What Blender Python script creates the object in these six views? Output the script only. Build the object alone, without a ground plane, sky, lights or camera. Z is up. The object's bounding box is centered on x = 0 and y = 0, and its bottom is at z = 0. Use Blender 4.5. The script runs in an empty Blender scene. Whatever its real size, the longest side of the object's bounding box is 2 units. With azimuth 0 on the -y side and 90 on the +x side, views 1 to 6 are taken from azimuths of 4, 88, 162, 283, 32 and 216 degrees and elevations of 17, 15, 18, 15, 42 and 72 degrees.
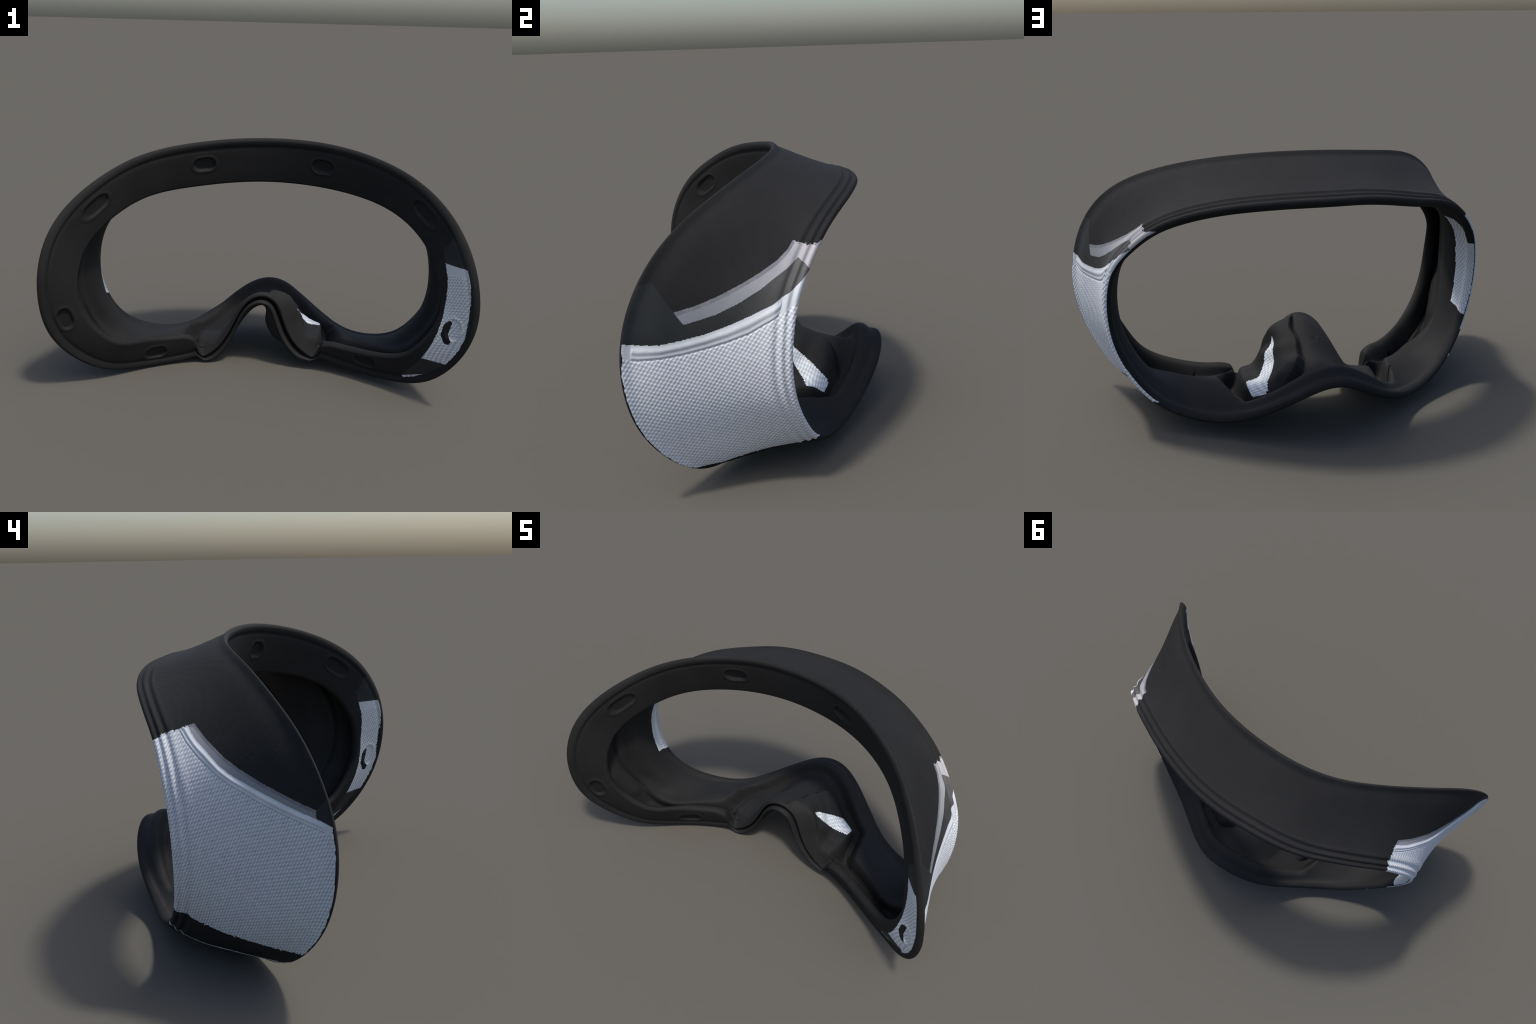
# ---- geometry core (numpy only) ----
import numpy as np, math

F_CTRL = np.array([
    (-0.006, 0.042, 1.192), (0.169, 0.026, 1.192), (0.336, -0.016, 1.180), (0.493, -0.092, 1.153),
    (0.639, -0.185, 1.109), (0.761, -0.296, 1.045), (0.862, -0.402, 0.951), (0.939, -0.482, 0.817),
    (0.985, -0.526, 0.657), (1.002, -0.523, 0.482), (0.965, -0.486, 0.316), (0.891, -0.400, 0.166),
    (0.795, -0.287, 0.062), (0.608, -0.169, 0.036), (0.402, -0.061, 0.048), (0.229, -0.046, 0.092),
    (0.143, -0.043, 0.217), (0.109, -0.034, 0.367), (0.014, -0.043, 0.426), (-0.097, -0.033, 0.364),
    (-0.158, -0.023, 0.199), (-0.246, -0.023, 0.049), (-0.410, -0.040, -0.003), (-0.592, -0.144, 0.001),
    (-0.754, -0.294, 0.031), (-0.887, -0.401, 0.153), (-0.970, -0.488, 0.307), (-0.990, -0.520, 0.481),
    (-0.984, -0.513, 0.655), (-0.946, -0.459, 0.812), (-0.861, -0.380, 0.937), (-0.751, -0.275, 1.031),
    (-0.627, -0.174, 1.104), (-0.491, -0.082, 1.143), (-0.340, -0.006, 1.164), (-0.179, 0.034, 1.182)])
B_CTRL = np.array([
    (-0.000, 0.418, 1.053), (0.151, 0.409, 1.057), (0.300, 0.373, 1.049), (0.444, 0.324, 1.033),
    (0.577, 0.261, 0.999), (0.700, 0.198, 0.947), (0.794, 0.140, 0.858), (0.874, 0.088, 0.764),
    (0.907, 0.068, 0.648), (0.911, 0.058, 0.506), (0.888, 0.076, 0.365), (0.822, 0.119, 0.241),
    (0.734, 0.165, 0.141), (0.614, 0.231, 0.090), (0.482, 0.304, 0.072), (0.353, 0.388, 0.108),
    (0.229, 0.464, 0.184), (0.115, 0.510, 0.260), (0.010, 0.512, 0.282), (-0.100, 0.500, 0.229),
    (-0.217, 0.457, 0.153), (-0.340, 0.378, 0.086), (-0.466, 0.297, 0.054), (-0.594, 0.228, 0.077),
    (-0.707, 0.160, 0.134), (-0.797, 0.105, 0.220), (-0.858, 0.076, 0.339), (-0.892, 0.066, 0.483),
    (-0.891, 0.074, 0.633), (-0.852, 0.109, 0.768), (-0.765, 0.160, 0.870), (-0.654, 0.236, 0.946),
    (-0.535, 0.298, 0.982), (-0.411, 0.356, 1.004), (-0.289, 0.393, 1.032), (-0.152, 0.408, 1.051)])
# vector from the front rim to the inner edge of the flange
D_CTRL = np.array([
    (0.009, 0.052, -0.231), (0.002, 0.063, -0.237), (-0.003, 0.069, -0.236), (-0.011, 0.071, -0.222),
    (-0.024, 0.074, -0.210), (-0.047, 0.094, -0.201), (-0.078, 0.134, -0.174), (-0.111, 0.168, -0.117),
    (-0.136, 0.170, -0.045), (-0.149, 0.134, 0.027), (-0.149, 0.075, 0.078), (-0.152, 0.015, 0.120),
    (-0.115, -0.046, 0.173), (-0.046, -0.071, 0.186), (0.000, -0.049, 0.136), (0.005, -0.034, 0.110),
    (0.005, -0.031, 0.08), (0.0, -0.034, 0.05), (0.0, -0.040, 0.05), (0.0, -0.046, 0.06),
    (-0.005, -0.049, 0.094), (-0.005, -0.045, 0.131), (-0.004, -0.030, 0.147), (0.015, -0.007, 0.145),
    (0.049, 0.025, 0.137), (0.104, 0.068, 0.130), (0.140, 0.118, 0.089), (0.143, 0.148, 0.019),
    (0.138, 0.157, -0.049), (0.123, 0.142, -0.121), (0.089, 0.111, -0.174), (0.059, 0.085, -0.195),
    (0.031, 0.075, -0.214), (0.006, 0.069, -0.231), (0.006, 0.058, -0.232), (0.013, 0.047, -0.229)])
NCTRL = 36
NT = 2000


def _tune():
    m = np.array([(-i) % 36 for i in range(36)])
    k = np.minimum(np.arange(36), 36 - np.arange(36))
    D_CTRL[:] = 0.5 * (D_CTRL + D_CTRL[m] * [-1, 1, 1])       # the flange is mirror-symmetric
    D_CTRL[13:16, 2] -= 0.016
    D_CTRL[21:24, 2] += 0.016
    cheek = np.exp(-((k - 8.5) / 2.5) ** 2)
    F_CTRL[:, 1] -= 0.012 * cheek
    B_CTRL[:, 1] += 0.012 * np.exp(-((k - 18) / 1.6) ** 2)
    low = np.exp(-((np.arange(36) - 13) / 1.6) ** 2)
    F_CTRL[:, 2] -= 0.014 * low
    B_CTRL[:, 2] -= 0.010 * low


_tune()

MAGNETS = [(-0.299, 0.017, 1.051), (0.287, 0.016, 1.063), (-0.771, -0.293, 0.89), (0.76, -0.299, 0.924),
           (-0.895, -0.44, 0.375), (0.91, -0.454, 0.425), (-0.523, -0.142, 0.088), (0.545, -0.165, 0.125)]


def spline(ctrl, t):
    """Closed uniform cubic B-spline, t in control-point units."""
    k = np.floor(t).astype(int)
    f = (t - k)[:, None]
    n = len(ctrl)
    return (ctrl[(k - 1) % n] * (1 - f) ** 3 + ctrl[k % n] * (3 * f ** 3 - 6 * f * f + 4)
            + ctrl[(k + 1) % n] * (-3 * f ** 3 + 3 * f * f + 3 * f + 1) + ctrl[(k + 2) % n] * f ** 3) / 6


def unit(v):
    return v / (np.linalg.norm(v, axis=-1, keepdims=True) + 1e-12)


def sstep(a, b, x):
    x = np.clip((x - a) / (b - a), 0, 1)
    return x * x * (3 - 2 * x)


def vnoise(p, seed=0):
    """Smooth value noise on an (n,3) array, range -1..1."""
    i = np.floor(p).astype(np.int64)
    f = p - i
    f = f * f * (3 - 2 * f)
    out = 0
    for dx in (0, 1):
        for dy in (0, 1):
            for dz in (0, 1):
                h = (i[..., 0] + dx) * 374761393 + (i[..., 1] + dy) * 668265263 + (i[..., 2] + dz) * 2147483647 + seed * 974711
                h = (h ^ (h >> 13)) * 1274126177
                h = ((h ^ (h >> 16)) & 0xffff) / 32767.5 - 1
                w = np.where(dx, f[..., 0], 1 - f[..., 0]) * np.where(dy, f[..., 1], 1 - f[..., 1]) * np.where(dz, f[..., 2], 1 - f[..., 2])
                out = out + h * w
    return out


def build_surface():
    # arc-length-even parameter along the loop
    tt = np.linspace(0, NCTRL, 8000, endpoint=False)
    mid = 0.55 * spline(F_CTRL, tt) + 0.45 * spline(B_CTRL, tt)
    seg = np.linalg.norm(np.roll(mid, -1, 0) - mid, axis=1)
    cum = np.r_[0, np.cumsum(seg)]
    t = np.interp(np.arange(NT) / NT * cum[-1], cum, np.r_[tt, NCTRL])
    F, B, D = spline(F_CTRL, t), spline(B_CTRL, t), spline(D_CTRL, t)
    L = np.linalg.norm(B - F, axis=1)[:, None]
    a = (B - F) / L
    tan = unit((np.roll(F, -1, 0) - np.roll(F, 1, 0)) * 0.5 + (np.roll(B, -1, 0) - np.roll(B, 1, 0)) * 0.5)
    n = unit(np.cross(a, tan))
    cen = np.array([0, 0.0, 0.62])
    # inward orientation (consistent sign around the loop)
    if np.median(np.sum(n * (cen - F), 1)) < 0:
        n = -n
    # smooth the frame a little
    for _ in range(30):
        n = unit(n + 0.5 * (np.roll(n, 1, 0) + np.roll(n, -1, 0)))
    n = unit(n - np.sum(n * a, 1)[:, None] * a)
    tf = np.where(t > NCTRL / 2, NCTRL - t, t)            # 0 top .. 18 nose, both sides
    w = (1 - sstep(14.45, 14.75, tf))[:, None]            # 1 = flange, 0 = nose flap
    h = np.linalg.norm(D, axis=1)[:, None]
    d = D / h
    e = unit(a - np.sum(a * d, 1)[:, None] * d)
    side = np.exp(-((tf - 8.5) / 3.2) ** 2)[:, None]      # 1 at the cheeks
    side2 = np.exp(-((tf - 7.0) / 3.2) ** 2)[:, None]
    bot = sstep(10.5, 13, tf)[:, None]
    topw = (1 - sstep(4, 7, tf))[:, None]
    jowl = np.exp(-((tf - 10.3) / 1.1) ** 2)[:, None]
    sag = (0.010 + 0.021 * side) * (1 - bot) - (np.where(t > 18, 0.026, -0.010) * np.exp(-((tf - 11.8) / 1.5) ** 2))[:, None]
    lin_end = 0.45 + 0.17 * (1 - side) * (1 - bot) * 0.3 - 0.17 * bot   # front end of lining, fraction of L from F
    sin_th = np.linalg.norm(np.cross(d, a), axis=1)[:, None]

    def back(ga):                                         # flange thickness, thinner where it hugs the wall
        return np.clip(0.95 * ga * sin_th - 0.008, 0.010, 0.064)

    lipw = (1 - sstep(14.9, 16.6, tf))[:, None]
    lip = np.interp(t, [0, 14.5, 15.1, 16.5, 18, 19.5, 20.5, 21.1, 21.6, 36], [.2, .35, 1.25, 1.3, 1.15, .75, .95, 1.05, .35, .2])[:, None]
    for _ in range(25):
        lip = (np.roll(lip, 1, 0) + np.roll(lip, -1, 0) + 2 * lip) / 4
    fold = np.exp(-np.abs((t - 16.15) / 1.35) ** 4)[:, None]      # folded layer bulging into the nose gap, one side

    def wall(al, be, base=0.0):
        s = np.clip(al / L, 0, 1)
        bo = -0.046 * lip * np.clip(1.3 * (1 - lipw), 0, 1) * (1 - s) - 0.048 * fold * s * np.exp(-s / 0.12) * 2.718 / 0.12 \
            - 0.042 * (1 - lipw) * np.sin(np.pi * np.clip(s / 0.92, 0, 1)) ** 0.8
        return F + a * al + n * (be + bo * base + sag * np.sin(np.pi * s ** 1.25) ** 1.2 - 0.0025 * side2 * np.sin(np.pi * np.clip(s / 0.42, 0, 1)))

    cap = np.sqrt(np.clip(1 - (np.clip(tf - 14.05, 0, 0.5) / 0.5) ** 2, 0.0, 1))[:, None]
    hh = 0.055 + (h - 0.055) * (0.25 + 0.75 * cap)        # rounded flange ends

    fsh = (0.018 * np.exp(-((tf - 6.3) / 2.7) ** 2) - 0.010 * np.exp(-((tf - 11) / 1.3) ** 2))[:, None]

    def fl(ga, de):
        return F + d * ga + e * (de - fsh * np.clip(ga / 0.03, 0, 1))

    def nose(al, be):
        return F + a * al + n * be

    def wl(fr):                                           # lining / flap border runs slantwise
        c = 14.05 + 0.85 * fr
        return (1 - sstep(c - 0.22, c + 0.22, tf))[:, None]

    def mixf(p, q):
        return w * p + (1 - w) * q

    def mixl(fr, p, q):
        ww = wl(fr)
        return ww * p + (1 - ww) * q

    K, lab, sub = [], [], []

    def key(p, label, k):
        K.append(p); lab.append(label); sub.append(k)

    # outer wall, front to back
    key(wall(0.045, 0.0, 1), 'wall', 22)
    for fr, k in ((0.2, 32), (0.35, 32), (0.5, 32), (0.65, 32), (0.8, 26)):
        key(wall(L * fr, 0.0, 1), 'wall', k)
    key(wall(L - 0.078, -0.002, 1), 'wall', 8)
    key(wall(L - 0.060, 0.005, 1), 'piping', 8)
    key(wall(L - 0.043, -0.003, 1), 'piping', 8)
    key(wall(L - 0.028, 0.004, 1), 'piping', 8)
    key(wall(L - 0.013, 0.000, 1), 'piping', 8)
    key(wall(L, 0.012), 'piping', 8)
    nz = 1 - wl(0.95)                                     # the rim is fuller under the nose
    key(wall(L - 0.008, 0.029 + 0.003 * nz + 0.008 * topw), 'piping', 8)
    key(wall(L - 0.028, 0.037 - 0.002 * nz + 0.012 * topw), 'lining', 8)
    key(wall(L - 0.046, 0.037 - 0.004 * nz + 0.010 * topw), 'lining', 10)
    key(wall(L - 0.082, 0.054 - 0.006 * nz), 'lining', 12)
    e0 = L * lin_end
    r0 = L - 0.09 - e0
    edge = 0.050 + 0.064 * bot                            # height of the lining's front edge
    top = lambda al: nose(al, 0.004 - 0.040 * sstep(0.1, 0.6, al / L))
    key(mixl(0.8, wall(L - 0.135, 0.070 + 0.15 * (edge - 0.050)), nose(L - 0.108, 0.040)), 'lining', 10)
    key(mixl(0.7, wall(e0 + 0.50 * r0, 0.071 + 0.42 * (edge - 0.050)), nose(L - 0.120, -0.026)), 'lining', 14)
    key(mixl(0.5, wall(e0 + 0.25 * r0, edge - 0.003), top(L * 0.58)), 'lining', 14)
    key(mixl(0.35, wall(e0 + 0.014, edge), top(L * 0.46)), 'lining', 6)
    key(mixl(0.3, wall(e0, edge - 0.010), top(L * 0.38)), 'lining', 8)
    key(mixl(0.25, wall(e0 - 0.014, 0.028 - 0.014 * side + 0.022 * jowl), top(L * 0.31)), 'recess', 10)
    key(mixl(0.2, wall(e0 * 0.6 + 0.04, 0.026 - 0.018 * side + 0.034 * jowl), top(L * 0.23)), 'recess', 10)
    key(mixl(0.15, wall(np.full_like(L, 0.11), 0.032 - 0.020 * side + 0.020 * jowl), top(L * 0.16)), 'recess', 10)
    key(mixf(fl(0.075, back(0.075) + 0.006), top(L * 0.11)), 'flange', 8)
    key(mixf(fl(hh * 0.55, back(hh * 0.55)), top(0.045)), 'flange', 10)
    key(mixf(fl(hh - 0.016, 0.046 + 0.012 * side2), top(0.024)), 'flange', 6)
    key(mixf(fl(hh, 0.022), nose(0.008, 0.003)), 'flange', 6)
    key(mixf(fl(hh - 0.009, 0.003), nose(0.001, -0.005)), 'flange', 8)
    key(mixf(fl(hh - 0.030, 0.0), nose(0.004, -0.013)), 'flange', 34)
    key(mixf(fl(np.maximum(hh * 0.52, 0.07), 0.000), nose(0.022, -0.017 * lip)), 'flange', 30)
    key(mixf(fl(0.058, 0.003), nose(0.055, -0.020 * lip)), 'flange', 8)
    key(mixf(fl(0.044, 0.007), nose(0.030, -0.026 * lip)), 'rim', 8)
    key(mixf(fl(0.028, 0.000), nose(0.006, -0.030 * lip)), 'rim', 8)
    key(mixf(fl(0.010, 0.000), nose(-0.006, -0.040 * lip)), 'rim', 8)
    key(mixf(fl(0.000, 0.014), nose(0.006, -0.050 * lip)), 'wall', 14)
    K = np.stack(K, 1)                                    # NT, k, 3
    nk = K.shape[1]
    nxt, prv = np.roll(K, -1, 1), np.roll(K, 1, 1)
    l1 = np.sqrt(np.linalg.norm(K - prv, axis=2, keepdims=True)) + 1e-5
    l2 = np.sqrt(np.linalg.norm(nxt - K, axis=2, keepdims=True)) + 1e-5
    m = ((K - prv) / l1 * l2 + (nxt - K) / l2 * l1) / (l1 + l2)   # dP/du, centripetal
    cols, labels, aux = [], [], []
    for i in range(nk):
        j = (i + 1) % nk
        lc = l2[:, i]
        for q in range(sub[i]):
            u = q / sub[i]
            h00, h10, h01, h11 = 2 * u ** 3 - 3 * u * u + 1, u ** 3 - 2 * u * u + u, -2 * u ** 3 + 3 * u * u, u ** 3 - u * u
            cols.append(h00 * K[:, i] + h10 * lc * m[:, i] + h01 * K[:, j] + h11 * lc * m[:, j])
            labels.append(lab[i])
    P = np.stack(cols, 1)                                 # NT, NS, 3
    global TOP0, TOP1, FRONT0
    st = np.r_[0, np.cumsum(sub)]
    TOP0, TOP1, FRONT0 = st[17], st[29], st[29]           # flap top columns; first front-face column
    POCKETS.clear()
    add_pad(P, t, F, a, n, L)
    add_pockets(P, np.array(labels), t, w, d, e, F, tan)
    add_scan_lumps(P, np.array(labels), t)
    # relax the cliff between lining shoulders and nose flap
    k = (np.exp(-np.abs((tf - 14.5) / 0.6) ** 3) * 0.5)[:, None, None]
    for _ in range(60):
        Q = P[:, TOP0 - 22:TOP1 - 36]
        P[:, TOP0 - 22:TOP1 - 36] = Q + k * ((np.roll(Q, 1, 0) + np.roll(Q, -1, 0)) / 2 - Q)
    info = dict(t=t, tf=tf, F=F, B=B, a=a, n=n, d=d, e=e, L=L, w=w, labels=np.array(labels), tan=tan, keys=K)
    return P, info


def add_pad(P, t, F, a, n, L):
    """Swollen cushion folded over one side of the nose flap, with a sharp seam towards the bridge."""
    cols = slice(TOP0, TOP1)
    Q = P[:, cols]
    al = np.sum((Q - F[:, None]) * a[:, None], 2)
    s = al / L
    tt = t[:, None] + 0 * s
    edge = np.interp(s, [0, .1, .35, .52, .60, .66, .75], [17.8, 17.6, 17.4, 17.25, 16.9, 16.3, 15.6]) + 0.06 * np.sin(s * 23)
    seam = sstep(0, 0.10, edge - tt)
    m = seam * sstep(0, 0.55, tt - 14.3 - 0.6 * s) * (1 + 0.35 * (1 - sstep(15, 16.2, tt))) * sstep(0.0, 0.11, s) * (1 - sstep(0.52, 0.76, s))
    wr = np.exp(-((s - 0.20 - 0.05 * np.sin(tt * 3)) / 0.018) ** 2) * sstep(15.0, 15.4, tt) * (1 - sstep(16.2, 16.6, tt))
    lump = 0.85 + 0.25 * vnoise(Q * 14, 3)
    P[:, cols] += n[:, None] * (0.070 * m * lump * (0.42 + 0.58 * (1 - sstep(16.7, 17.7, tt))) - 0.004 * wr * m - 0.006 * np.exp(-((edge - tt) / 0.05) ** 2) * sstep(0.03, 0.1, s) * (1 - sstep(0.6, 0.75, s)))[..., None]
    m2 = sstep(20.3, 21.0, tt) * (1 - sstep(21.3, 21.75, tt)) * sstep(0.02, 0.2, s) * (1 - sstep(0.45, 0.75, s))
    P[:, cols] += n[:, None] * (0.035 * m2 * (1 + 0.4 * vnoise(Q * 16, 6)))[..., None]
    tfc = np.where(tt > NCTRL / 2, NCTRL - tt, tt)
    m3 = sstep(0, 0.25, tfc - 14.3 - 0.75 * s) * np.exp(-np.abs((tfc - 14.8) / 0.5) ** 2.5) * sstep(0.10, 0.3, s) * (1 - sstep(0.5, 0.78, s))
    P[:, cols] += n[:, None] * (0.030 * m3)[..., None]
    # small scuffs on the bridge
    sc = np.exp(-((s - 0.33) / 0.03) ** 2 - ((tt - 18.4) / 0.22) ** 2) * vnoise(Q * 60, 5)
    P[:, cols] += n[:, None] * (0.010 * sc)[..., None]


def add_pockets(P, labels, t, w, d, e, F, tan):
    """Shallow stadium-shaped magnet recesses pressed into the flange."""
    cols = np.nonzero(labels == 'flange')[0]
    cols = cols[cols > FRONT0]
    for c in MAGNETS:
        c = np.array(c)
        rows = np.nonzero(np.linalg.norm(F - c, axis=1) < 0.35)[0]
        Q = P[np.ix_(rows, cols)]
        k = np.argmin(np.sum((Q - c) ** 2, 2))
        r0, c0 = rows[k // len(cols)], cols[k % len(cols)]
        p0, dd, ee = P[r0, c0].copy(), d[r0], e[r0]
        tx = unit(np.cross(dd, ee))
        u, v = (Q - p0) @ tx, (Q - p0) @ dd
        q = np.sqrt(np.maximum(np.abs(u) - 0.017, 0) ** 2 + v ** 2)          # stadium distance
        dep = 0.004 if c[0] > 0.85 else 0.013
        P[np.ix_(rows, cols)] += ee * (dep * (1 - sstep(0.024, 0.037, q)) - 0.0025 * np.exp(-((q - 0.041) / 0.006) ** 2))[..., None]
        POCKETS.append((p0, tx, dd, rows))


def add_scan_lumps(P, labels, t):
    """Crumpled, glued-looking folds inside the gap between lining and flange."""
    cols = np.nonzero((labels == 'recess') | (labels == 'lining'))[0]
    Q = P[:, cols]
    N = vertex_normals(P)[:, cols]
    tf = np.where(t > NCTRL / 2, NCTRL - t, t)[:, None]
    rec = (labels[cols] == 'recess')[None]
    fade = np.convolve(np.r_[np.zeros(8), rec[0] * 1.0, np.zeros(8)], np.ones(17) / 17, 'valid')[None]
    low = sstep(8.5, 10.5, tf) * (1 - sstep(14.0, 14.5, tf))
    left = (t > NCTRL / 2)[:, None]
    amp = 0.011 * low * fade * np.where(left, 1.0, 0.6)
    nz = vnoise(Q * 9, 1) + 0.5 * vnoise(Q * 22, 2)
    P[:, cols] += N * (amp * nz + 0.010 * low * fade * left)[..., None]


TOP0 = TOP1 = FRONT0 = 0
POCKETS = []


def vertex_normals(P):
    du = np.roll(P, -1, 0) - np.roll(P, 1, 0)
    dv = np.roll(P, -1, 1) - np.roll(P, 1, 1)
    return unit(np.cross(du, dv))


# ------------------------------------------------------------------ colour regions on the two cheeks (y, z planes)
def curve(pts):
    p = np.array(sorted(pts))
    return lambda y: np.interp(y, p[:, 0], p[:, 1])


# +x cheek
PX_STRIP_TOP = curve([(-.36, .743), (-.277, .757), (-.2, .779), (-.121, .81), (-.043, .845), (.02, .879), (.061, .911), (.081, .935), (.11, .96)])
PX_STRIP_LOW = curve([(-.33, .697), (-.261, .709), (-.203, .721), (-.124, .752), (-.045, .792), (-.005, .818), (.061, .858), (.095, .882), (.12, .862), (.14, .838), (.16, .82)])
PX_BIND_TOP = curve([(-.52, .664), (-.469, .65), (-.396, .641), (-.322, .647), (-.244, .658), (-.165, .679), (-.088, .707), (-.01, .74), (.072, .789), (.124, .832), (.16, .87)])
PX_BIND_LOW = curve([(-.52, .612), (-.471, .598), (-.397, .594), (-.324, .597), (-.246, .607), (-.168, .623), (-.09, .648), (-.012, .69), (.029, .714), (.085, .746), (.16, .79)])
PX_END = curve([(.07, .937), (.081, .935), (.124, .921), (.154, .916), (.184, .926)])
PX_LOW = curve([(-.5, .12), (-.361, .125), (-.298, .095), (-.201, .088), (-.121, .106), (-.018, .120), (.085, .124), (.155, .150)])
# -x cheek
NX_TOP = curve([(.018, .926), (-.04, .883), (-.119, .832), (-.177, .803), (-.265, .767), (-.35, .739), (-.4, .722), (-.447, .709), (-.52, .69)])
NX_BIND_TOP = curve([(.05, .925), (.0, .878), (-.04, .852), (-.1, .806), (-.15, .78), (-.21, .757), (-.265, .737), (-.35, .709), (-.4, .694), (-.447, .681), (-.52, .662)])
NX_BIND_LOW = curve([(.071, .905), (.032, .868), (-.023, .826), (-.076, .789), (-.13, .756), (-.182, .735), (-.249, .707), (-.319, .682), (-.385, .665), (-.448, .648), (-.52, .63)])
NX_END = curve([(.018, .926), (.053, .914), (.073, .905), (.099, .899), (.135, .885), (.154, .871), (.175, .858)])
NX_LOW = curve([(.13, .270), (.096, .26), (.077, .244), (.055, .25), (-.004, .215), (-.096, .186), (-.192, .171), (-.287, .160), (-.351, .159), (-.395, .164), (-.5, .19)])
NX_SLIVER = curve([(.141, .152), (.121, .120), (.074, .086), (.006, .078), (-.094, .080), (-.177, .066), (-.237, .058), (-.289, .062), (-.327, .086)])
# patches on the flange, behind the rim and on the nose cushion
FLANGE_PATCH = [(0.88, 0.861), (0.843, 0.783), (0.853, 0.736), (0.866, 0.678), (0.872, 0.625), (0.872, 0.549), (0.862, 0.467), (0.848, 0.387), (0.823, 0.306), (0.79, 0.223), (0.72, 0.101), (0.73, 0.088), (0.78, 0.112), (0.8, 0.13), (0.82, 0.144), (0.86, 0.191), (0.905, 0.249), (0.942, 0.339), (0.958, 0.402), (0.964, 0.491), (0.962, 0.591), (0.952, 0.671), (0.93, 0.746), (0.905, 0.816)]
FLANGE_HOLE = [(0.893, 0.467), (0.905, 0.458), (0.895, 0.415), (0.893, 0.395), (0.903, 0.362), (0.898, 0.347), (0.88, 0.347), (0.863, 0.38), (0.866, 0.415), (0.876, 0.45)]
INNER_PATCH = [(0.03, 0.832), (0.071, 0.823), (0.069, 0.788), (0.061, 0.693), (0.1, 0.696), (0.1, 0.626), (0.1, 0.499), (0.1, 0.376), (0.078, 0.328), (-0.019, 0.366), (-0.031, 0.479), (-0.029, 0.632), (0.009, 0.77)]
NOSE_PATCH = [(0.055, 0.342), (0.1, 0.312), (0.155, 0.26), (0.215, 0.208), (0.255, 0.168), (0.248, 0.148), (0.225, 0.137), (0.19, 0.142), (0.170, 0.155), (0.137, 0.190), (0.118, 0.220), (0.085, 0.272)]


def inside(poly, y, z):
    r = np.zeros(y.shape, bool)
    for (y0, z0), (y1, z1) in zip(poly, poly[1:] + poly[:1]):
        if z0 != z1:
            r ^= ((z0 > z) != (z1 > z)) & (y < (y1 - y0) * (z - z0) / (z1 - z0) + y0)
    return r


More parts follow.
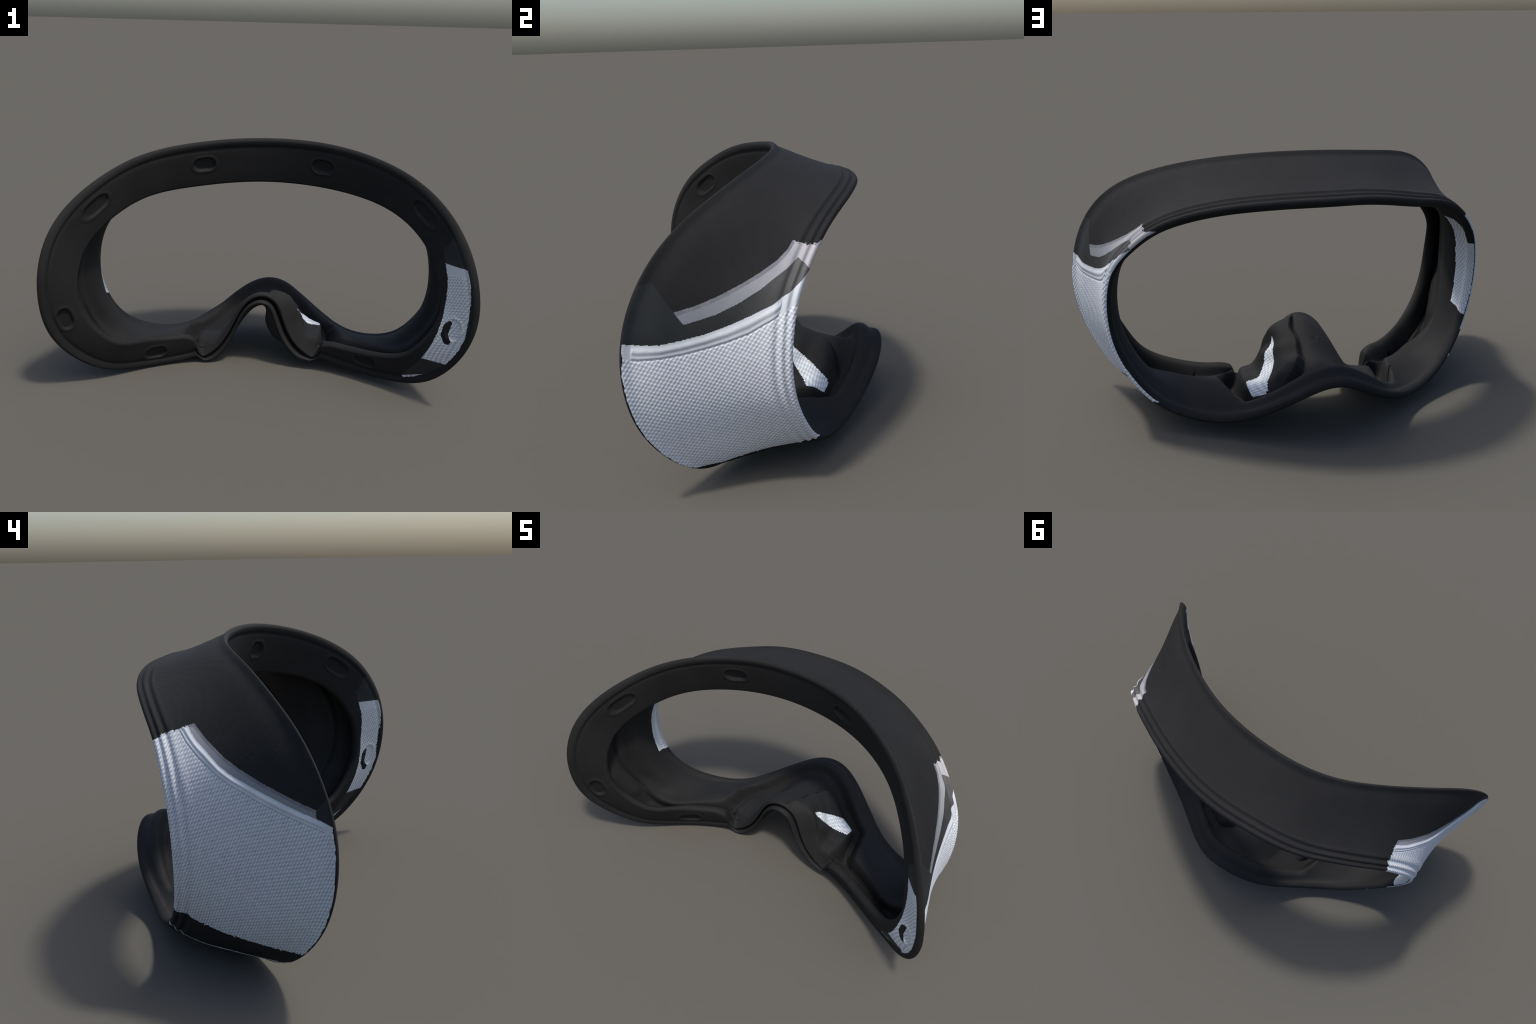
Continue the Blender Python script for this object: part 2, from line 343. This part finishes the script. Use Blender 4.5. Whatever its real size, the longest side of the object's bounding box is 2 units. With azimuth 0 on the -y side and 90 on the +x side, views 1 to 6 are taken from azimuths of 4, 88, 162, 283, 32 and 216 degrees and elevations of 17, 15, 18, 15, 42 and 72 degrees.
def classify(P, N, info):
    """Name of the part every face belongs to."""
    lab = np.broadcast_to(info['labels'][None], P.shape[:2])
    C = (P + np.roll(P, -1, 0) + np.roll(P, -1, 1) + np.roll(np.roll(P, -1, 0), -1, 1)) / 4
    x, y, z = C[..., 0], C[..., 1], C[..., 2]
    jag = 0.004 * np.round(vnoise(C * 160, 7))            # frayed, stepped cut edges
    nx = N[..., 0]
    part = np.full(P.shape[:2], 'outer_shell', dtype='<U20')
    part[lab == 'piping'] = 'rim_piping'
    part[lab == 'lining'] = 'inner_lining'
    part[lab == 'recess'] = 'inner_lining'
    part[lab == 'flange'] = 'magnet_flange'
    part[lab == 'rim'] = 'front_rim'
    t = np.broadcast_to(info['t'][:, None], P.shape[:2])
    nosez = (t > 14.6) & (t < 21.4)
    part[nosez & ((lab == 'flange') | (lab == 'rim') | (lab == 'lining') | (lab == 'recess'))] = 'nose_flap'
    part[nosez & (np.arange(P.shape[1])[None] < TOP0) & (lab == 'lining')] = 'inner_lining'

    outer = (lab == 'wall') | (lab == 'piping')
    margin = np.broadcast_to(np.arange(P.shape[1])[None], P.shape[:2])
    outer = outer & ((margin < P.shape[1] / 2) | (margin > P.shape[1] - 12 + 1.5 * vnoise(C * 60, 8)))
    px = outer & (x > 0.5) & (nx > 0.17)
    zj = z + jag
    dark_edge = -0.412 + (0.849 - z) * (0.129 / 0.195)
    top_ok = zj < PX_END(y)
    part[px & (z < PX_STRIP_TOP(y)) & (z > PX_STRIP_LOW(y)) & (y > dark_edge) & top_ok] = 'trim_strip'
    part[px & (z < PX_STRIP_TOP(y)) & (z > PX_STRIP_TOP(y) - 0.014) & (y > dark_edge) & (y < 0.085) & top_ok] = 'trim_edging'
    part[px & (z < PX_STRIP_LOW(y)) & (z > PX_BIND_TOP(y)) & (y > dark_edge) & top_ok] = 'trim_band'
    part[px & (y < dark_edge) & (z < 0.85) & (z > PX_BIND_TOP(y)) & (y < -0.28)] = 'trim_corner'
    part[px & (z < PX_BIND_TOP(y)) & (z > PX_BIND_LOW(y))] = 'binding'
    part[px & (z < PX_BIND_LOW(y)) & (zj > PX_LOW(y))] = 'woven_panel'

    mx = outer & (x < -0.5) & (nx < -0.17)
    ok = zj < NX_END(y)
    part[mx & (z < NX_TOP(y)) & (z > NX_BIND_TOP(y)) & ok] = 'trim_strip'
    part[mx & (z < NX_TOP(y)) & (z > NX_TOP(y) - 0.012) & ok] = 'trim_edging'
    part[mx & (z < NX_BIND_TOP(y)) & (z > NX_BIND_LOW(y)) & ok] = 'binding'
    part[mx & (z < NX_BIND_LOW(y)) & (zj > NX_LOW(y)) & ok] = 'woven_panel'
    part[mx & (y < -0.445) & (z > NX_BIND_TOP(y)) & (z < 0.74 - 1.2 * (y + 0.47))] = 'trim_corner'
    mx2 = outer & (x < -0.4)
    part[mx2 & (z < NX_SLIVER(y) + 0.006 + jag) & (z > NX_SLIVER(y) - 0.007) & (y < 0.15) & (y > -0.33) & (nx < 0)] = 'woven_panel'

    fl = ((lab == 'flange') | (lab == 'rim')) & (x > 0.5) & (margin > FRONT0) & inside(FLANGE_PATCH, x + jag * 0.4, z)
    part[fl & (z > 0.726)] = 'trim_corner'
    part[fl & (z < 0.726) & (z > 0.684)] = 'binding'
    part[fl & (z < 0.684) & (z > 0.236) & ~inside(FLANGE_HOLE, x + jag * 0.5, z + jag * 0.5)] = 'woven_panel'
    part[fl & (z < 0.236)] = 'trim_band'
    part[fl & (z < 0.150) & (z < 0.098 + (x - .72) * 0.45)] = 'woven_panel'

    inn = ((lab == 'lining') | ((lab == 'piping') & (margin > 200))) & (x < -0.5) & (nx > 0.2) & inside(INNER_PATCH, y + jag * 0.6, z)
    part[inn] = 'woven_panel'
    nose = nosez & (t > 15.12) & (t < 16.95) & (x > 0.05) & (x < 0.4) & (margin >= TOP0) & (margin < TOP1) & inside(NOSE_PATCH, y + jag * 0.5, z)
    part[nose] = 'woven_panel'

    for p0, tx, dd, rows in POCKETS:                      # magnet pocket floors
        u, v = (C[rows] - p0) @ tx, (C[rows] - p0) @ dd
        q = np.sqrt(np.maximum(np.abs(u) - 0.017, 0) ** 2 + v ** 2)
        sub = part[rows]
        sub[(q < 0.028) & (sub == 'magnet_flange')] = 'magnet_pocket'
        part[rows] = sub
    return part, C


# thread lattice of each cheek: cycles per metre along y and z, for the two thread directions
WEAVE_LATTICE = {1: (64.6, -45.7, 29.0, 65.7), -1: (-94.2, -38.3, 23.7, 74.2)}


def weave_uv(side, y, z):
    ky, kz, ly, lz = WEAVE_LATTICE[side]
    return ky * y + kz * z, ly * y + lz * z


# ------------------------------------------------------------------ Blender side
import bpy


class Nodes:
    def __init__(self, name, rough, spec):
        self.m = bpy.data.materials.new(name)
        self.m.use_nodes = True
        self.t = self.m.node_tree
        self.b = self.t.nodes['Principled BSDF']
        self.b.inputs['Roughness'].default_value = rough
        self.b.inputs['Specular IOR Level'].default_value = spec
        self.co = self.t.nodes.new('ShaderNodeTexCoord').outputs['Object']

    def new(self, kind, **kw):
        n = self.t.nodes.new(kind)
        for k, v in kw.items():
            setattr(n, k, v)
        return n

    def link(self, a, b):
        self.t.links.new(a, b)

    def math(self, op, a, b=None, c=None):
        n = self.new('ShaderNodeMath', operation=op)
        for i, v in enumerate((a, b, c)):
            if v is None:
                continue
            if isinstance(v, (int, float)):
                n.inputs[i].default_value = v
            else:
                self.link(v, n.inputs[i])
        return n.outputs[0]

    def noise(self, scale, detail=3, rough=0.5, vec=None):
        n = self.new('ShaderNodeTexNoise')
        n.inputs['Scale'].default_value = scale
        n.inputs['Detail'].default_value = detail
        n.inputs['Roughness'].default_value = rough
        self.link(vec or self.co, n.inputs['Vector'])
        return n.outputs['Fac']

    def ramp(self, fac, stops):
        n = self.new('ShaderNodeValToRGB')
        r = n.color_ramp
        while len(r.elements) < len(stops):
            r.elements.new(0.5)
        for el, (p, c) in zip(r.elements, stops):
            el.position = p
            el.color = (*c, 1)
        self.link(fac, n.inputs['Fac'])
        return n.outputs['Color']

    def mix(self, fac, a, b, mode='MIX'):
        n = self.new('ShaderNodeMix', data_type='RGBA', blend_type=mode)
        for s, v in ((n.inputs[0], fac), (n.inputs[6], a), (n.inputs[7], b)):
            if isinstance(v, (int, float)):
                s.default_value = v
            elif isinstance(v, tuple):
                s.default_value = (*v, 1)
            else:
                self.link(v, s)
        return n.outputs[2]

    def bump(self, height, strength, dist):
        n = self.new('ShaderNodeBump')
        n.inputs['Strength'].default_value = strength
        n.inputs['Distance'].default_value = dist
        self.link(height, n.inputs['Height'])
        self.link(n.outputs['Normal'], self.b.inputs['Normal'])

    def wave(self, ang, period, axes='yz'):
        """Sine stripes 0..1 in a coordinate plane."""
        s = self.new('ShaderNodeSeparateXYZ')
        self.link(self.co, s.inputs[0])
        o = dict(x=s.outputs[0], y=s.outputs[1], z=s.outputs[2])
        k = 2 * math.pi / period
        p = self.math('ADD', self.math('MULTIPLY', o[axes[0]], k * math.cos(ang)), self.math('MULTIPLY', o[axes[1]], k * math.sin(ang)))
        return self.math('MULTIPLY_ADD', self.math('SINE', p), 0.5, 0.5)

    def wave3(self, k, period):
        d = self.new('ShaderNodeVectorMath', operation='DOT_PRODUCT')
        self.link(self.co, d.inputs[0])
        d.inputs[1].default_value = [v * 2 * math.pi / period for v in k]
        return self.math('MULTIPLY_ADD', self.math('SINE', d.outputs['Value']), 0.5, 0.5)

    def colour(self, c):
        self.link(c, self.b.inputs['Base Color'])


def cloth_material(name, base, axes, twill=0.5, blotch=0.12):
    s = Nodes(name, 0.85, 0.18)
    n = s.noise(5.0, 4, 0.6)
    lo, hi = tuple(c * (1 - blotch) for c in base), tuple(c * (1 + blotch) for c in base)
    col = s.ramp(n, [(0.3, lo), (0.7, hi)])
    a, b = s.wave3((.7, .4, .6), 0.0115), s.wave3((-.6, .5, .62), 0.0115)
    th = s.math('MULTIPLY', a, b)
    th = s.math('ADD', th, s.math('MULTIPLY', s.noise(120, 2), 0.4))
    dk = (.9, .9, .9)
    s.colour(s.mix(twill, col, s.mix(th, dk, (1.08, 1.08, 1.08)), 'MULTIPLY'))
    s.bump(th, 0.22 * twill, 0.004)
    return s.m


def rubber_material(name, base):
    s = Nodes(name, 0.75, 0.2)
    col = s.ramp(s.noise(6.0, 4, 0.6), [(0.3, tuple(c * 0.85 for c in base)), (0.7, tuple(c * 1.15 for c in base))])
    s.colour(col)
    s.bump(s.noise(90, 3), 0.12, 0.003)
    return s.m


def weave_material(name, side):
    s = Nodes(name, 0.8, 0.25)
    sep = s.new('ShaderNodeSeparateXYZ')
    s.link(s.co, sep.inputs[0])
    wob = s.noise(14, 2)
    y, z = sep.outputs[1], sep.outputs[2]
    ky, kz, ly, lz = WEAVE_LATTICE[side]
    tau = 2 * math.pi
    u = s.math('ADD', s.math('MULTIPLY', y, ky * tau), s.math('MULTIPLY', z, kz * tau))
    v = s.math('ADD', s.math('MULTIPLY', y, ly * tau), s.math('MULTIPLY', z, lz * tau))
    cu = s.math('MULTIPLY_ADD', s.math('COSINE', u), 0.5, 0.5)
    cv = s.math('MULTIPLY_ADD', s.math('COSINE', v), 0.5, 0.5)
    h = s.math('MULTIPLY', s.math('MULTIPLY_ADD', cu, 0.75, 0.25), s.math('MULTIPLY_ADD', cv, 0.6, 0.4))
    h = s.math('ADD', h, s.math('MULTIPLY_ADD', s.noise(70, 2), 0.5, -0.25))
    k = 1.0 if side > 0 else 0.84  # -x weave colour darkened: shade on that cheek baked into the tint
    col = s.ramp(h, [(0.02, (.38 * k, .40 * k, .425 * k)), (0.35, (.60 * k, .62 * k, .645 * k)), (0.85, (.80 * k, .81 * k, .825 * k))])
    tint = s.ramp(s.noise(3.5, 3), [(0.35, (.95, 1.0, 1.0)), (0.65, (1.0, .98, 1.02))])
    s.colour(s.mix(0.8, col, tint, 'MULTIPLY'))
    s.bump(h, 0.22, 0.004)
    return s.m


def ribbon_material(name, lo, hi, scale=9):
    s = Nodes(name, 0.7, 0.3)
    n = s.noise(scale, 4, 0.6)
    s.colour(s.ramp(n, [(0.3, lo), (0.7, hi)]))
    s.bump(s.noise(150, 2), 0.15, 0.003)
    return s.m


def trim_material(name, front, back, edge_curve=None):
    """Satin trim that pales towards the rear edge."""
    s = Nodes(name, 0.7, 0.3)
    sep = s.new('ShaderNodeSeparateXYZ')
    s.link(s.co, sep.inputs[0])
    g = s.math('ADD', s.math('MULTIPLY_ADD', sep.outputs[1], 2.4, 0.55), s.math('MULTIPLY_ADD', s.noise(9, 4, 0.6), 0.5, -0.25))
    s.colour(s.ramp(g, [(0.2, front), (0.62, tuple(0.6 * a + 0.4 * b for a, b in zip(front, back))), (0.9, back)]))
    s.bump(s.noise(150, 2), 0.15, 0.003)
    return s.m


P, info = build_surface()
N = vertex_normals(P)
PART, CEN = classify(P, N, info)

# relief of the woven cheeks and of the corded binding
rel = np.zeros(P.shape[:2])
yy, zz = P[..., 1], P[..., 2]
for sd in (1, -1):
    u, v = weave_uv(sd, yy, zz)
    hgt = (0.25 + 0.75 * (0.5 + 0.5 * np.cos(2 * np.pi * u))) * (0.4 + 0.6 * (0.5 + 0.5 * np.cos(2 * np.pi * v)))
    rel = np.where((P[..., 0] * sd > 0) & (PART == 'woven_panel'), 0.0009 * hgt, rel)
wall_mask = ((info['labels'] == 'wall') & (np.arange(P.shape[1]) < P.shape[1] / 2))[None]
for sd, lo, hi in ((1, PX_BIND_LOW, PX_BIND_TOP), (-1, NX_BIND_LOW, NX_BIND_TOP)):
    q = (zz - lo(yy)) / (hi(yy) - lo(yy))
    cord = 0.0045 * np.exp(-((q - 0.55) / 0.22) ** 2) + 0.002 * np.exp(-((q - 0.12) / 0.12) ** 2) - 0.003 * np.exp(-((q + 0.03) / 0.06) ** 2)
    rel = np.where((P[..., 0] * sd > 0.5) & wall_mask & np.isin(PART, ('binding', 'woven_panel')) & (q > -0.3) & (q < 1.15), rel * (q < 0) + cord, rel)
P = P + N * rel[..., None]
N = vertex_normals(P)

root = bpy.data.objects.new('goggle_face_cushion', None)
bpy.context.scene.collection.objects.link(root)
root['label'] = 'black curved goggle face cushion with pale woven cheek panels'
root['category'] = 'face cushion'

BLK = (.0165, .0165, .0168)
MAT = {
    'outer_shell': cloth_material('black_cloth', BLK, 'xz', 0.6),
    'rim_piping': cloth_material('black_piping', (.0150, .0150, .0153), 'xz', 0.25),
    'front_rim': rubber_material('black_rim', (.0130, .0130, .0130)),
    'magnet_flange': rubber_material('black_flange', (.0125, .0125, .0124)),
    'magnet_pocket': rubber_material('black_pocket', (.0115, .0115, .0116)),
    'inner_lining': rubber_material('black_lining', (.0150, .0150, .0152)),
    'nose_flap': rubber_material('black_nose_cloth', (.0150, .0150, .0152)),
    'trim_strip': trim_material('grey_strip', (.22, .23, .25), (.40, .385, .395)),
    'trim_edging': ribbon_material('grey_edging', (.13, .14, .155), (.20, .20, .215), 30),
    'trim_band': trim_material('dark_trim', (.020, .022, .022), (.105, .10, .098)),
    'trim_corner': ribbon_material('slate_corner', (.011, .012, .0125), (.022, .026, .028), 6),
    'binding': ribbon_material('pale_binding', (.46, .485, .515), (.60, .62, .645)),
}
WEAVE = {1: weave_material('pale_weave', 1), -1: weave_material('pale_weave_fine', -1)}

NTt, NS = P.shape[:2]
IDX = np.arange(NTt * NS).reshape(NTt, NS)
QUAD = np.stack([IDX, np.roll(IDX, -1, 0), np.roll(np.roll(IDX, -1, 0), -1, 1), np.roll(IDX, -1, 1)], -1)
PF, NF = P.reshape(-1, 3), N.reshape(-1, 3)


def make_part(name, mask, mat, parent=root):
    if not mask.any():
        return None
    q = QUAD[mask]
    used, inv = np.unique(q, return_inverse=True)
    q = inv.reshape(-1, 4)
    me = bpy.data.meshes.new(name)
    me.vertices.add(len(used))
    me.vertices.foreach_set('co', PF[used].astype(np.float32).ravel())
    me.loops.add(q.size)
    me.loops.foreach_set('vertex_index', q.astype(np.int32).ravel())
    me.polygons.add(len(q))
    me.polygons.foreach_set('loop_start', np.arange(0, q.size, 4, dtype=np.int32))
    me.update(calc_edges=True)
    me.shade_smooth()
    me.normals_split_custom_set_from_vertices(NF[used].tolist())
    me.materials.append(mat)
    o = bpy.data.objects.new(name, me)
    bpy.context.scene.collection.objects.link(o)
    o.parent = parent
    return o


OBJ = {}
for nm in ('outer_shell', 'rim_piping', 'inner_lining', 'magnet_flange', 'front_rim', 'nose_flap'):
    OBJ[nm] = make_part(nm, PART == nm, MAT[nm])
for p0, tx, dd, rows in POCKETS:                          # one object per pocket
    near = np.zeros(PART.shape, bool)
    near[rows] = np.linalg.norm(CEN[rows] - p0, axis=2) < 0.09
    make_part('magnet_pocket', (PART == 'magnet_pocket') & near, MAT['magnet_pocket'], OBJ['magnet_flange'])
for nm in ('trim_edging', 'trim_strip', 'trim_band', 'trim_corner', 'binding'):
    for sd in (1, -1):
        make_part(nm, (PART == nm) & (CEN[..., 0] * sd > 0), MAT[nm], OBJ['outer_shell'])
lab2 = np.broadcast_to(info['labels'][None], PART.shape)
out2 = (lab2 == 'wall') | (lab2 == 'piping')
wv = PART == 'woven_panel'
col2 = np.broadcast_to(np.arange(NS)[None], PART.shape)
outer_face = (lab2 == 'wall') | ((lab2 == 'piping') & (col2 < 232))
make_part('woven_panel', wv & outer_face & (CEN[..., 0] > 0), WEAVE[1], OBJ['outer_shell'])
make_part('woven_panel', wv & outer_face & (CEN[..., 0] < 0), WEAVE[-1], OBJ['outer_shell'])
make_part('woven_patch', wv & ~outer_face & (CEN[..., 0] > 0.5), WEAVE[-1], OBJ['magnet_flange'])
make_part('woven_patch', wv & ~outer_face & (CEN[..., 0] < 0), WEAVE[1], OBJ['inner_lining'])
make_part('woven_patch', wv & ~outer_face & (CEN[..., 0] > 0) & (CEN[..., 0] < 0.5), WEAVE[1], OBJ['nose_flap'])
